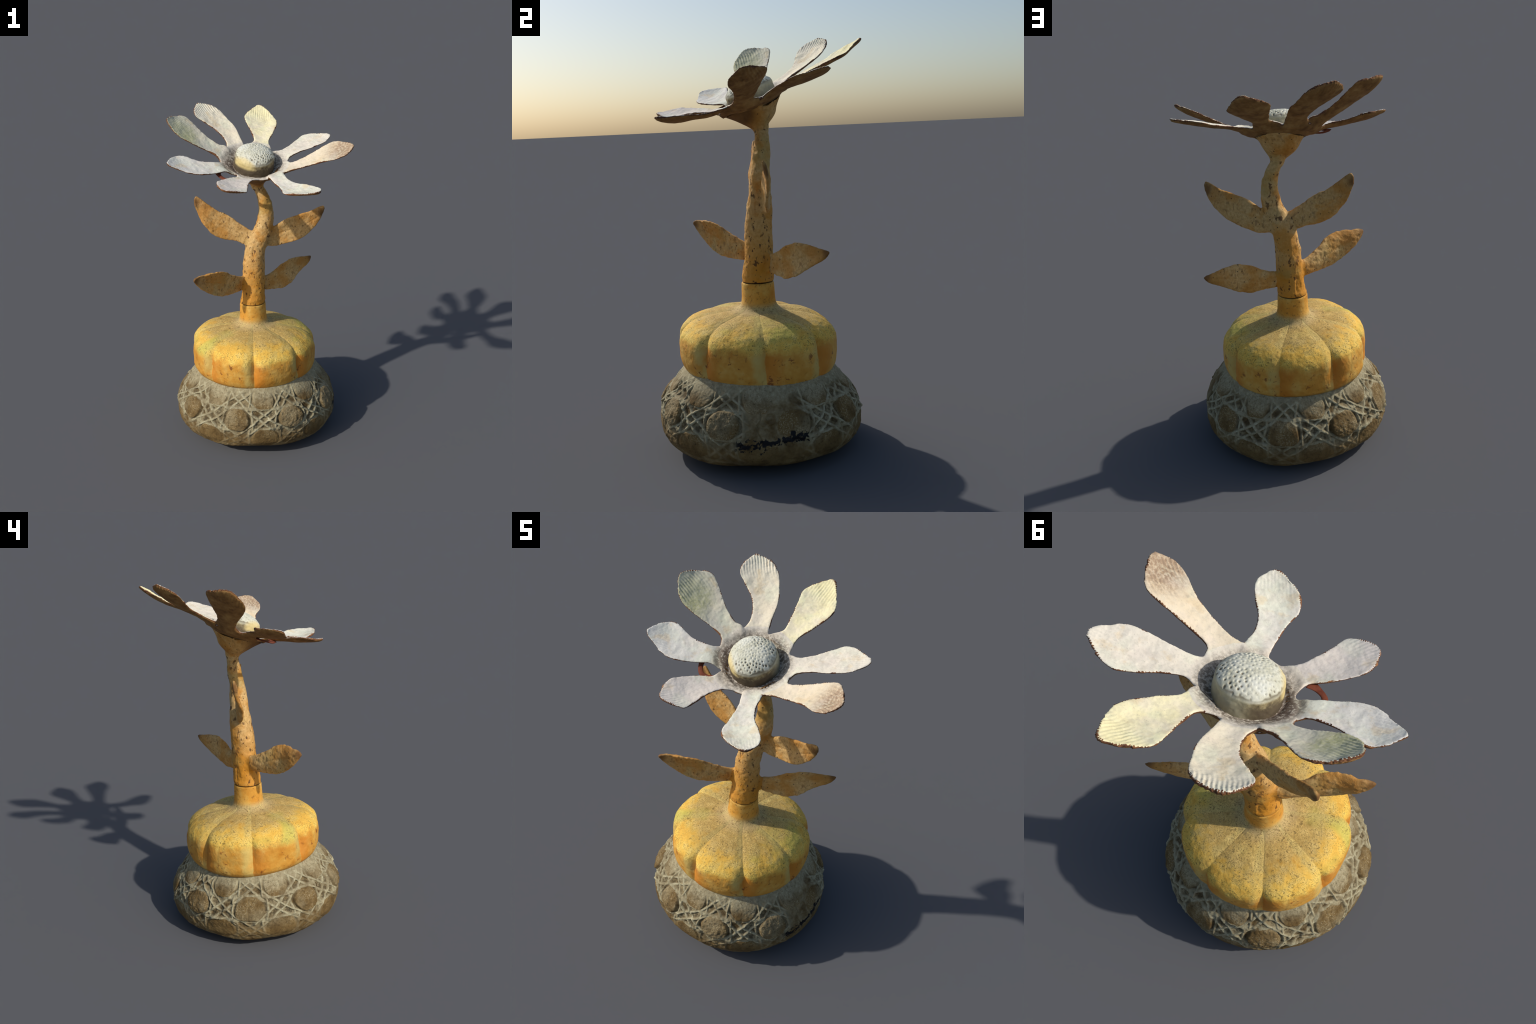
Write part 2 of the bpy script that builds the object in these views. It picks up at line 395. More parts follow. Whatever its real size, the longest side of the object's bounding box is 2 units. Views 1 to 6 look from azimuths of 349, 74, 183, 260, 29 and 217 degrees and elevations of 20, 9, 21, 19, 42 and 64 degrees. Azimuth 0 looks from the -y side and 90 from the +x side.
def squash_material():
    g = Graph('squash_paint'); x, y, z = g.xyz()
    X, Y = x - SQ_C[0], y - SQ_C[1]
    zl = z - (X * SQ_TILT[0] + Y * SQ_TILT[1]); r = g.math('SQRT', X * X + Y * Y)
    n1 = g.noise(7, 5); n2 = g.noise(85, 5, .7); n3 = g.noise(200, 3, .7); n4 = g.noise(22, 5, .6); n5 = g.noise(4, 2)
    orange = g.ramp(n1 * .6 + n4 * .4, [(.33, srgb(200, 132, 40)), (.5, srgb(216, 156, 62)), (.66, srgb(224, 182, 96))])
    yellow = g.ramp(n1 * .4 + n4 * .6, [(.3, srgb(204, 150, 54)), (.48, srgb(238, 190, 82)), (.66, srgb(250, 214, 110))])
    dusty = g.ramp(n2 * .55 + n4 * .45, [(.34, srgb(150, 120, 64)), (.48, srgb(196, 164, 96)), (.62, srgb(224, 192, 120))])
    up = (zl + (n4 - .5) * .06 + (n1 - .5) * .05).step(.535, .59)
    col = g.mix(up, orange, yellow)
    top = (r * -1 + (n4 - .5) * .22 + (n1 - .5) * .14).step(-.36, -.24) * zl.step(.57, .60)
    col = g.mix(top * .9, col, dusty)
    # green bloom on the shoulder
    bloom = n5.step(.52, .66) * (zl + (n4 - .5) * .06).step(.53, .58) * (1 - top * .6)
    col = g.mix(bloom * .7, col, srgb(190, 188, 92))
    # grey dust settled round the collar
    ring = (r + (n4 - .5) * .05).step(.17, .105) * zl.step(.765, .70)
    col = g.mix(ring * .75, col, srgb(190, 166, 116))
    # pale band on one side of each groove, deep orange on the other
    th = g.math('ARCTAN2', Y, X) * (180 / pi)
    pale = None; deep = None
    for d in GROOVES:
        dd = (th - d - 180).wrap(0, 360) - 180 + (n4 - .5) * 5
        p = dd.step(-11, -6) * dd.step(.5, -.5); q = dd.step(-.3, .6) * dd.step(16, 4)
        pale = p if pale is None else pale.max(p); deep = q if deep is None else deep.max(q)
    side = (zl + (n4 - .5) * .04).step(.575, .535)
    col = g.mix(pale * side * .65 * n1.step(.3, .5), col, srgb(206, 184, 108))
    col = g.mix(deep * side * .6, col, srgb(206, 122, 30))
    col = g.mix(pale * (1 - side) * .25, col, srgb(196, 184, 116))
    # speckle: black mildew dots on the top, red-brown chips on the sides
    speck = (n3.step(.54, .60) * n4.step(.40, .54)).max(n2.step(.55, .60) * g.noise(13, 3).step(.44, .56)) * up
    col = g.mix(speck * .75, col, srgb(100, 80, 38))
    glint = g.noise(120, 4, .7).step(.57, .66) * up * .5  # bright glints painted into the squash colour as pale yellow flecks
    col = g.mix(glint, col, srgb(240, 210, 122))
    col = g.mix((r + (n4 - .5) * .02).step(.115, .095) * zl.step(.69, .73), col, g.mix(g.noise(60, 4, .7).step(.56, .64) * .5, orange, srgb(120, 74, 32)))
    chip = g.noise(30, 5, .7, dist=.6).step(.57, .63) * (1 - up) * g.noise(6, 3).step(.42, .54)
    col = g.mix(chip * .8, col, srgb(122, 62, 28))
    dirt = (zl + (n4 - .5) * .02).step(.412, .396)
    col = g.mix(dirt * .5, col, srgb(110, 84, 42))
    return g.finish(col, .62 + up * .2, n2 * .8 + n3 * .4, .5, .004, .35)

# ================================================================= stem, leaves, calyx
#        x      y      z     radius
STEM = [(-.041, .010, .8165, .077), (-.038, .012, .84, .078), (-.035, .014, .88, .074), (-.030, .017, .94, .070), (-.025, .020, 1.0, .068), (-.023, .022, 1.08, .067),
        (-.012, .025, 1.15, .064), (.007, .025, 1.21, .060), (.034, .024, 1.27, .056), (.054, .023, 1.33, .051), (.062, .025, 1.40, .044),
        (.055, .033, 1.46, .038), (.038, .042, 1.51, .034), (.020, .047, 1.55, .034), (.006, .05, 1.58, .036), (0, .045, 1.61, .035)]
# leaves: root, azimuth, stations along the blade (out, sideways, up, half chord, lean, sweep)
LEAVES = [
    ((-.052, .028, 1.233), 167, [(0, 0, 0, .05, -22, 2), (.062, -.005, .033, .055, -18, 3), (.128, -.002, .067, .072, -12, -4), (.198, .006, .103, .077, -5, -9), (.257, .011, .156, .075, 1, -12), (.301, 0, .204, .061, 6, -8), (.317, 0, .228, 0, 0, 0)]),
    ((.094, .021, 1.233), -13, [(0, 0, 0, .068, 16, -3), (.059, .005, .021, .086, 16, -5), (.131, .003, .042, .092, 17, -3), (.203, 0, .067, .091, 18, -1), (.262, -.001, .102, .082, 18, -5), (.3, 0, .136, .055, 18, -12), (.312, .005, .151, 0, 0, 0)]),
    ((-.102, -.011, .954), -147, [(0, 0, 0, .045, -1, 2), (.088, .009, .02, .057, -2, 4), (.17, .019, .05, .078, -3, 8), (.25, .017, .074, .074, -1, 9), (.311, .003, .094, .05, -1, 7), (.36, -.002, .118, .027, -1, 9), (.387, 0, .129, 0, 0, 0)]),
    ((.044, .051, .917), 26, [(0, 0, 0, .047, -1, 1), (.058, -.01, .003, .052, -1, 5), (.126, -.016, .016, .074, -2, 4), (.201, -.018, .037, .075, -2, 3), (.275, -.008, .057, .053, -4, -2), (.35, -.001, .071, .025, -24, 2), (.394, .006, .084, 0, 0, 0)]),
]

def blade(mids, halves, thick, extend=.0, n_across=28, cup=0.0, m=8, root_extra=0.0):
    """solid blade: outline spline through left edge, tip, right edge; rounded slab cross-section.
    returns (verts, faces), mid-surface samples, (s,w) parameters of those samples, and their frame"""
    mids, halves = np.array(mids, float), np.array(halves, float)
    hl = np.linalg.norm(halves, axis=1, keepdims=True); halves = halves * (1 + .003 / np.maximum(hl, .01))
    dt = mids[-1] - mids[-2]; mids[-1] += .004 * dt / np.linalg.norm(dt)
    if extend:
        d = mids[0] - mids[1]; d /= np.linalg.norm(d)
        mids = np.vstack([mids[0] + d * extend, mids]); halves = np.vstack([halves[0] * .8, halves])
    L, R = mids + halves, mids - halves
    o = catmull(np.vstack([L, R[-2::-1]]), m); h = len(o) // 2
    l, r = o[:h + 1], o[::-1][:h + 1]
    mid, half = (l + r) / 2, (l - r) / 2
    tang = np.gradient(mid, axis=0); tang /= np.linalg.norm(tang, axis=1, keepdims=True) + 1e-9
    # a stable across direction even at the tip
    acr = half / (np.linalg.norm(half, axis=1, keepdims=True) + 1e-9); acr[-1] = acr[-2]
    nor = np.cross(tang, acr); nor /= np.linalg.norm(nor, axis=1, keepdims=True) + 1e-9
    for _ in range(6): nor[1:-1] = (nor[:-2] + nor[1:-1] * 2 + nor[2:]) / 4
    nor /= np.linalg.norm(nor, axis=1, keepdims=True)
    wid = np.linalg.norm(half, axis=1)
    rings = []; al = np.linspace(0, 2 * pi, 2 * n_across, endpoint=False)
    ws = np.sign(np.cos(al)) * np.abs(np.cos(al)) ** .55; ns = np.sign(np.sin(al)) * np.abs(np.sin(al)) ** .5
    for i in range(len(mid)):
        t = thick + root_extra * (1 - smoothstep(0, .55, i / len(mid)))
        e = np.clip(wid[i] / t, .15, 1)
        rings.append(mid[i] + ws[:, None] * half[i] + (ns * t * .5 * (.35 + .65 * e))[:, None] * nor[i] + (cup * wid[i] * (ws ** 2 - 1))[:, None] * nor[i])
    w = np.linspace(-1, 1, 61)
    S = np.linspace(0, 1, len(mid))
    grid = mid[:, None] + w[None, :, None] * half[:, None] + (cup * wid[:, None] * (w[None] ** 2 - 1))[..., None] * nor[:, None]
    par = np.stack(np.broadcast_arrays(S[:, None], w[None], wid[:, None]), -1)
    return loft(rings), grid.reshape(-1, 3), par.reshape(-1, 3), np.repeat(nor, 61, axis=0)

def leaf_blade(spec):
    root, az, st = spec; a = radians(az)
    d = np.array([cos(a), sin(a), 0]); t = np.array([-d[1], d[0], 0]); up = np.array([0, 0, 1.])
    mids, halves = [], []
    for o, s, u, h, lean, sweep in st:
        mids.append(np.array(root) + o * d + s * t + u * up)
        la, sw = radians(lean), radians(sweep)
        halves.append(h * (cos(la) * cos(sw) * up + sin(la) * cos(sw) * d + sin(sw) * t))
    return blade(mids, halves, .019, extend=.05, root_extra=.008, cup=(.10 if root[2] > 1.1 else .24) * np.sign(d[0]))

# calyx sections: left x, its z; right x, z; front y, z; back y, z
CALYX = [(-.012, 1.53, .052, 1.545, .016, 1.525, .078, 1.56), (-.028, 1.562, .060, 1.572, .001, 1.557, .083, 1.584), (-.060, 1.585, .075, 1.598, -.034, 1.579, .105, 1.609),
         (-.088, 1.614, .093, 1.624, -.077, 1.600, .122, 1.636), (-.112, 1.654, .112, 1.656, -.118, 1.616, .129, 1.668), (-.138, 1.680, .142, 1.675, -.154, 1.632, .148, 1.720),
         (-.120, 1.662, .120, 1.657, -.13, 1.612, .120, 1.698)]

def calyx_loft():
    sec = catmull(CALYX, 5); al = np.linspace(0, 2 * pi, 64, endpoint=False); c, s = np.cos(al), np.sin(al); rings = []
    for lx, lz, rx, rz, fy, fz, by, bz in sec:
        cx, cy = (lx + rx) / 2, (fy + by) / 2
        x = cx + c * (rx - lx) / 2; y = cy + s * (by - fy) / 2
        z = c ** 2 * ((rz + lz) / 2 + c * (rz - lz) / 2) + s ** 2 * ((bz + fz) / 2 + s * (bz - fz) / 2)
        rings.append(np.stack([x, y, z], 1))
    return loft(rings)

def build_stalk():
    st = catmull(STEM, 8); al = np.linspace(0, 2 * pi, 56, endpoint=False)
    tang = np.gradient(st[:, :3], axis=0); tang /= np.linalg.norm(tang, axis=1, keepdims=True); rings = []
    tang[:6] = (0, 0, 1)
    for p, t in zip(st, tang):
        u = np.cross(t, (0, 1, 0)); u /= np.linalg.norm(u); v = np.cross(t, u)
        rings.append(p[:3] + p[3] * (np.cos(al)[:, None] * u + np.sin(al)[:, None] * v))
    stem = loft(rings)
    blades = [leaf_blade(l) for l in LEAVES]
    V, F = merge([stem, calyx_loft()] + [b[0] for b in blades])
    me = remesh('stalk', V, F, .0042)
    V, _ = read(me)
    # distance from the stem axis decides what is leaf and how far the fillet reaches
    axis_i, axis_d = nearest(st[:, :3], V)
    rel = axis_d / st[axis_i, 3]
    pts = np.vstack([b[1] for b in blades]); own = np.repeat(np.arange(4), [len(b[1]) for b in blades])
    par = np.vstack([b[2] for b in blades])
    li, ld = nearest(pts, V)
    near = smoothstep(.035, .0, ld) * smoothstep(2.3, 1.25, rel) * (V[:, 2] > .845) * (V[:, 2] < 1.45)
    V = relax(me, V, near, 26)
    V = relax(me, V, .5 * (V[:, 2] > .83), 3)
    write(me, V); V, N = read(me)
    isleaf = (rel > 1.3) & (ld < .03) & (V[:, 2] < 1.56)
    s, w = par[li, 0], par[li, 1]
    # lumpy hand-worked stem with gouges; veined leaves with ragged edges
    lump = .0035 * fbm(V, 16, 3, 3) + .0014 * fbm(V, 55, 2, 6)
    streak = V * np.array([26, 26, 6.]); gouge = -.004 * smoothstep(.30, .6, vnoise(streak, 1, 21))
    foot = smoothstep(.825, .85, V[:, 2]) * smoothstep(1.60, 1.54, V[:, 2])
    d_stem = (lump + gouge) * foot + .0015 * fbm(V, 14, 2, 40) * (1 - foot)
    side = np.abs(w); vein = np.abs(((s * 9 + side * 2.2) % 1) - .5)
    d_leaf = .002 * fbm(V, 30, 3, 31) + .0018 * (vein - .25) * smoothstep(1, .7, side) - .0028 * np.exp(-(w / .07) ** 2) * smoothstep(.2, .35, s) * smoothstep(.97, .8, s)
    low_left = (own[li] == 2); d_leaf = d_leaf + low_left * .0015 * fbm(V, 60, 2, 55)
    edge = smoothstep(.85, 1., side) * .0018 * fbm(V, 42, 2, 77)
    d = np.where(isleaf, d_leaf + edge, d_stem)
    V = V + N * d[:, None]
    V = relax(me, V, .35, 2)
    write(me, V)
    C = face_centres(me); fi, fd = nearest(pts, C); ai, ad = nearest(st[:, :3], C)
    reg = np.zeros(len(C), int)
    leaf = (ad / st[ai, 3] > 1.25) & (fd < .03) & (C[:, 2] < 1.545) & (C[:, 2] > .83)
    reg[leaf] = 2 + own[fi][leaf]
    cal = ~leaf & (C[:, 2] > 1.555 - .0 + .18 * (C[:, 1] - .045)) 
    reg[cal] = 1
    me.polygons.foreach_set('use_smooth', [True] * len(me.polygons))
    return me, reg

def stem_material(name='stem_paint', leaf=False, calyx=False, tip=None):
    g = Graph(name); x, y, z = g.xyz()
    n1 = g.noise(9, 5); n2 = g.noise(70, 5, .65); n3 = g.noise(24, 5, .65, dist=.4); n4 = g.noise(4.5, 3); n5 = g.noise(1, 4, .6, g.scaled((46, 46, 26)))
    ochre = g.ramp(n1 * .6 + n2 * .4, [(.33, srgb(186, 124, 46)), (.5, srgb(206, 150, 74)), (.66, srgb(216, 170, 102))])
    tan = g.ramp(n2, [(.3, srgb(184, 146, 88)), (.6, srgb(214, 176, 116)), (.75, srgb(224, 192, 136))])
    f = (n1 * .5 + n4 * .5).step(.40, .55)
    if leaf: f = f * .75 + .1
    if calyx: f = f * .5
    brown = g.ramp(n1, [(.33, srgb(108, 74, 40)), (.67, srgb(150, 110, 62))])
    col = g.mix(f, ochre, tan)
    if not leaf and not calyx:
        col = g.mix(z.step(1.25, .86) * .85, col, srgb(206, 138, 36))
    olive = g.noise(6, 4).step(.53, .68)
    col = g.mix(olive * (.40 if not leaf else .30), col, srgb(166, 148, 84))
    chip = n5.step(.575, .625) * n4.step(.36, .5) * (1. if not leaf else .45)
    if calyx: chip = chip * .35
    col = g.mix(chip * .85, col, srgb(78, 46, 24))
    if not leaf and not calyx: col = g.mix((z + (n2 - .5) * .004).step(.8235, .8195), col, srgb(58, 36, 22))  # shadow of the joint gap drawn as a dark ring on the stem foot
    dot = g.cells(42).step(.2, .13) * n3.step(.46, .54)
    col = g.mix(dot * .8, col, srgb(70, 42, 24))
    if leaf:
        scratch = g.noise(1, 4, .6, g.scaled((90, 90, 30))).step(.6, .68)
        col = g.mix(scratch * .45, col, srgb(120, 78, 38))
        d = g.dist(tip) + (n3 - .5) * .03
        col = g.mix(d.step(.05, .015) * .85, col, srgb(62, 40, 26))
        col = g.mix(d.step(.19, .04) * .35, col, srgb(168, 116, 56))
    if calyx: col = g.mix((y + (n1 - .5) * .06).step(.03, -.06), col, brown)
    return g.finish(col, .72, n2 + n3 * .8, .6, .005, .3)

# ================================================================= flower head
FC = np.array([-.004, .013, 1.710]); FN = np.array([.023, -.353, .936]); FN /= np.linalg.norm(FN)
FX = np.array([1, 0, 0]) - FN * FN[0]; FX /= np.linalg.norm(FX); FY = np.cross(FN, FX)
# petals: azimuth in the flower plane, stations (out, sideways, lift, half width, roll, skew)
PETALS = [
    (116, [(.185, .002, .001, .059, 7, 14), (.247, -.022, .015, .05, 3, 10), (.345, -.036, .035, .065, 3, 7), (.428, -.019, .057, .084, 7, 0), (.491, -.001, .081, .092, 6, -3), (.544, .004, .1, .058, 7, -4), (.57, .009, .108, 0, 0, 0)]),
    (75, [(.156, -.015, 0, .077, 0, 2), (.225, -.029, .004, .044, -2, -3), (.315, -.027, .016, .069, 0, -5), (.403, -.018, .024, .094, 0, -5), (.461, -.002, .032, .094, 3, -6), (.524, 0, .045, .056, 0, 2), (.569, .006, .054, 0, 0, 0)]),
    (24, [(.172, -.025, -.01, .071, 1, -1), (.211, -.024, .0, .05, -6, 2), (.283, -.018, .007, .058, -13, 3), (.364, -.01, .013, .082, -14, 4), (.442, -.003, .022, .092, -13, 2), (.507, -.011, .026, .057, -12, -1), (.547, -.018, .029, 0, 0, 0)]),
    (-13, [(.184, -.046, .004, .075, -6, 9), (.223, -.051, .016, .048, -5, 5), (.302, -.032, .044, .052, 0, 2), (.388, -.009, .081, .068, 3, -2), (.466, -.002, .117, .087, 2, -3), (.526, -.012, .144, .059, 0, -6), (.562, -.012, .163, 0, 0, 0)]),
    (-65, [(.195, .012, .011, .047, 1, 12), (.266, -.005, .014, .042, 5, 10), (.342, -.014, .033, .054, 1, 9), (.413, -.015, .051, .082, 2, 5), (.474, -.002, .073, .084, -2, 5), (.523, .011, .09, .051, -3, 6), (.549, .018, .1, 0, 0, 0)]),
    (-120, [(.151, .018, -.006, .072, -4, -3), (.205, .009, .006, .048, 2, 2), (.274, -.004, .028, .061, 2, 5), (.343, -.006, .047, .08, -2, 6), (.4, -.003, .067, .088, -1, 5), (.449, -.005, .080, .05, 2, 0), (.474, -.01, .09, 0, 0, 0)]),
    (-168, [(.173, .005, -.01, .06, -5, -17), (.219, .011, .01, .05, -5, -19), (.298, .016, .026, .067, -4, -20), (.371, .005, .045, .093, -3, -14), (.433, -.003, .057, .096, -1, -10), (.494, -.005, .072, .054, -6, -12), (.533, -.001, .083, 0, 0, 0)]),
    (156, [(.192, -.005, .007, .071, -10, -4), (.232, -.012, .024, .048, -10, -8), (.299, -.007, .059, .06, -5, -8), (.372, -.004, .104, .088, -3, -8), (.441, -.004, .146, .102, -3, -6), (.499, .003, .173, .065, 2, -4), (.529, .018, .194, 0, 0, 0)]),
]
#  tint of each painted petal, its stain colour, stain amount, comb-mark strength
PETAL_LOOK = [
    (srgb(246, 232, 202), srgb(226, 224, 206), .5, 1.0), (srgb(250, 238, 190), srgb(236, 226, 170), .5, .6),
    (srgb(242, 231, 210), srgb(228, 221, 204), .4, .4), (srgb(234, 216, 184), srgb(146, 116, 90), .9, 1.2),
    (srgb(237, 230, 214), srgb(236, 234, 204), .3, .3), (srgb(230, 219, 206), srgb(220, 214, 204), .4, .3),
    (srgb(231, 226, 214), srgb(210, 208, 204), .5, .5), (srgb(230, 221, 196), srgb(184, 184, 104), .75, .9)]

def plane_pt(r, az, h): return FC + r * (cos(az) * FX + sin(az) * FY) + h * FN

def petal_frame(spec):
    az, st = spec; a = radians(az); d = cos(a) * FX + sin(a) * FY; t = np.cross(FN, d); mids, halves = [], []
    for o, s, u, h, roll, skew in st:
        mids.append(FC + o * d + s * t + u * FN)
        ro, sk = radians(roll), radians(skew)
        halves.append(h * (cos(sk) * cos(ro) * t + sin(sk) * cos(ro) * d + sin(ro) * FN))
    return mids, halves

# plate under the petals: (radius, height above / below)
PLATE = [(0.0, -.030, -.050), (.10, -.030, -.050), (.125, -.022, -.044), (.140, -.006, -.035), (.156, .002, -.028), (.168, .001, -.022), (.174, -.004, -.014)]

# how far the plate reaches between neighbouring petals: (azimuth of the gap, radius)
GAPS = [(-188, .193), (-144, .163), (-92, .180), (-39, .205), (5, .195), (50, .170), (95, .176), (136, .205), (172, .193), (216, .163)]

def plate_radius(r, a):
    d = (math.degrees(a) + 180) % 360 - 180
    lim = np.interp(d, [g[0] for g in GAPS], [g[1] for g in GAPS])
    return r if r < .14 else .14 + (r - .14) * (lim - .14) / .034

def build_flower():
    al = np.linspace(0, 2 * pi, 96, endpoint=False)
    top = [(r, t) for r, t, b in PLATE[1:]]; bot = [(r, b) for r, t, b in PLATE[1:]][::-1]
    rings = [[plane_pt(plate_radius(max(r, .004), a), a, h) for a in al] for r, h in [(.004, PLATE[0][1])] + top + bot + [(.004, PLATE[0][2])]]
    plate = loft(np.array(rings)[::-1])
    blades = []
    for spec in PETALS:
        m, h = petal_frame(spec); blades.append(blade(m, h, .0135, extend=max(.003, spec[1][0][0] - .155), cup=.14, root_extra=.008))
    V, F = merge([plate] + [b[0] for b in blades])
    me = remesh('flower', V, F, .0032)
    V, _ = read(me)
    q = V - FC; hgt = q @ FN; rad = np.linalg.norm(q - np.outer(hgt, FN), axis=1)
    V = relax(me, V, smoothstep(.118, .135, rad) * smoothstep(.27, .2, rad), 22)
    V = relax(me, V, smoothstep(.116, .13, rad) * smoothstep(.18, .15, rad), 30)
    # press the dish down around the seed head (upper skin only)
    V = V - np.outer(.015 * smoothstep(.20, .145, rad) * smoothstep(-.032, -.018, hgt), FN)
    V = relax(me, V, .5, 2)
    write(me, V); V, N = read(me)
    pts = np.vstack([b[1] for b in blades]); own = np.repeat(np.arange(8), [len(b[1]) for b in blades]); par = np.vstack([b[2] for b in blades]); fn = np.vstack([b[3] for b in blades])
    pi_, pd = nearest(pts, V); s, w, wid = par[pi_].T; k = own[pi_]
    comb = np.array([p[3] for p in PETAL_LOOK])[k]
    tip = smoothstep(.60, .82, s)
    ridge = np.sin(w * wid * (2 * pi / .0145) + .5 * vnoise(V, 10, 9)) * tip * comb * .0021 * (.7 + .5 * vnoise(V, 20, 19)) * smoothstep(1.02, .9, np.abs(w))
    up = (np.sign((N * fn[pi_]).sum(1)))
    lump = .0016 * fbm(V, 32, 3, 12) + .0022 * fbm(V, 9, 2, 14)
    isp = smoothstep(.19, .24, rad)
    V = V + N * ((ridge * isp * np.where(up > 0, 1, .7)) + lump * np.where(up > 0, 1, .6))[:, None]
    # chipped, wavering rims
    out = q / (np.linalg.norm(q, axis=1, keepdims=True) + 1e-9)
    rim = smoothstep(.8, 1., np.maximum(np.abs(w), smoothstep(.9, 1., s))) * isp
    V = V + out * (rim * (.0035 * fbm(V, 30, 2, 90) + .004 * fbm(V, 75, 2, 92)))[:, None]
    write(me, V)
    C = face_centres(me); q = C - FC; h = q @ FN; rad = np.linalg.norm(q - np.outer(h, FN), axis=1)
    fi, fd = nearest(pts, C); reg = np.zeros(len(C), int); m = (rad > .205) & (fd < .04); reg[m] = 1 + own[fi][m]
    sp, w, wid = par[fi].T; edge = (1 - np.abs(w)) * wid + .0026 * vnoise(C, 26, 7)
    rim = (edge < .0014) & (rad > .2) & (sp > .14)
    me.polygons.foreach_set('use_smooth', [True] * len(me.polygons))
    return me, reg, rim

def rim_material():
    g = Graph('rusted_rim'); n = g.noise(40, 5, .7)
    return g.finish(g.ramp(n, [(.3, srgb(62, 42, 34)), (.5, srgb(110, 70, 46)), (.7, srgb(164, 116, 76))]), .8, n, .4, .003)

def petal_material(i):
    base, stain, amt, _ = PETAL_LOOK[i] if i is not None else (srgb(236, 225, 206), srgb(150, 140, 124), .3, 0)
    g = Graph('petal_paint'); c = tuple(FC)
    n1 = g.noise(11, 5); n2 = g.noise(75, 5, .7); n3 = g.noise(30, 4, .6); n4 = g.noise(170, 3, .7)
    d = g.dist(c)
    white = g.mix(n1.step(.35, .65) * .5, base, g.mix(.5, base, srgb(232, 228, 214)))
    white = g.mix(g.noise(7, 3).step(.5, .66) * .35, white, srgb(222, 230, 200))
    white = g.mix(g.noise(9, 3, vec=g.vec('ADD', g.obj, (3., 1., 2.))).step(.5, .66) * .35, white, srgb(232, 216, 200))
    white = g.mix(n3.step(.52, .68) * .28, white, srgb(190, 182, 162))
    if i is not None:
        m, h = petal_frame(PETALS[i]); p = {7: m[4] + h[4] * .55}.get(i, m[5])
        e = g.dist(tuple(p)) + (n3 - .5) * .10
        white = g.mix(e.step(.17, .04) * amt * (.45 + .55 * n2.step(.35, .6)), white, stain)
        if i == 7: white = g.mix((g.dist(tuple(m[5])) + (n3 - .5) * .08).step(.16, .05) * .45, white, srgb(186, 187, 172))
    if i is not None: white = g.mix(g.noise(13, 4, vec=g.vec('ADD', g.obj, (1., 5., 2.))).step(.55, .68) * .4, white, srgb(226, 198, 150))
    # grime of the dish, stippled
    q = g.dist(tuple(FC + .005 * FY)) + (n3 - .5) * .035
    grime = q.step(.215, .135); white = g.mix(grime * (.35 + .65 * n2.step(.40, .58)), white, srgb(104, 92, 78))
    west = g.dist(tuple(FC - .125 * FX - .02 * FY)) + (n3 - .5) * .05
    white = g.mix(west.step(.11, .04) * .7 * n2.step(.36, .5), white, srgb(92, 70, 58))
    white = g.mix(n2.step(.52, .66) * .22, white, srgb(178, 168, 148))
    white = g.mix(n4.step(.60, .68) * .25, white, srgb(120, 110, 98))
    under = g.ramp(n1 * .5 + n3 * .5, [(.33, srgb(112, 78, 42)), (.5, srgb(152, 112, 64)), (.67, srgb(182, 144, 88))])
    under = g.mix(g.noise(20, 4).step(.58, .68) * .45, under, srgb(92, 56, 34))
    axis = FN
    if i is not None:
        m, h = petal_frame(PETALS[i]); dv = m[4] - m[2]; axis = np.cross(dv, h[4]); axis = axis / np.linalg.norm(axis)
        if axis @ FN < 0: axis = -axis
    f = (g.dot(g.normal(), tuple(axis)) + (n3 - .5) * .3)
    lo, hi = (.38, .66) if i is not None else (-.1, .15)
    col = g.mix(f.step(lo, hi), srgb(98, 62, 40), white)
    col = g.mix(f.step(-.15, -.45), col, under)
    return g.finish(col, .8, n2 * .7 + n1 * .5, .4, .004, .25)

def build_knob():
    """seed head: straight-sided drum with a pitted dome"""
    prof = catmull([(.122, -.045), (.121, -.02), (.119, .01), (.1175, .022), (.1165, .036), (.112, .049), (.102, .061), (.08, .076), (.05, .087), (.02, .091), (.0005, .091)], 12)
    nt = 420; th = np.linspace(0, 2 * pi, nt, endpoint=False); R, H = prof.T
    # resample the dome finely
    L = np.r_[0, np.cumsum(np.hypot(np.diff(R), np.diff(H)))]; u = np.linspace(0, L[-1], 130); R, H = np.interp(u, L, R), np.interp(u, L, H)
    x = R[:, None] * np.cos(th); y = R[:, None] * np.sin(th); h = np.broadcast_to(H[:, None], x.shape)
    rng = np.random.default_rng(4); pits = []
    for k in range(165):                                   # sunflower spiral of pits
        rr = .112 * math.sqrt((k + .5) / 165); a = k * 2.39996
        pits.append((rr * cos(a) + rng.normal(0, .0016), rr * sin(a) + rng.normal(0, .0016), rng.uniform(.5, 1.3)))
    D = np.zeros(x.size); xf, yf = x.ravel(), y.ravel()
    for px, py, s in pits:
        d2 = (xf - px) ** 2 + (yf - py) ** 2; m = d2 < .0003; D[m] = np.minimum(D[m], -s * .0052 * np.exp(-(d2[m] / .0042 ** 2) ** 1.2))
    D *= smoothstep(.030, .048, h.ravel()) * np.clip(.85 + .55 * vnoise(np.stack([xf, yf, 0 * xf], 1), 16, 61), .35, 1.2)
    P = np.stack([xf, yf, h.ravel()], 1); wob = .0022 * fbm(P, 24, 3, 5)
    N = np.stack([xf, yf, np.zeros_like(xf)], 1); N /= np.linalg.norm(N, axis=1, keepdims=True) + 1e-9
    P += N * (wob * smoothstep(.03, .1, np.hypot(xf, yf)))[:, None]; P[:, 2] += D + .0012 * fbm(P, 40, 2, 8)
    W = FC + P[:, :1] * FX + P[:, 1:2] * FY + P[:, 2:] * FN
    F = grid_faces(len(u), nt).tolist() + [tuple((len(u) - 1) * nt + j for j in range(nt)), tuple(range(nt - 1, -1, -1))]
    me = new_mesh('seed_head', W, F); me.polygons.foreach_set('use_smooth', [True] * len(me.polygons))
    return me, pits

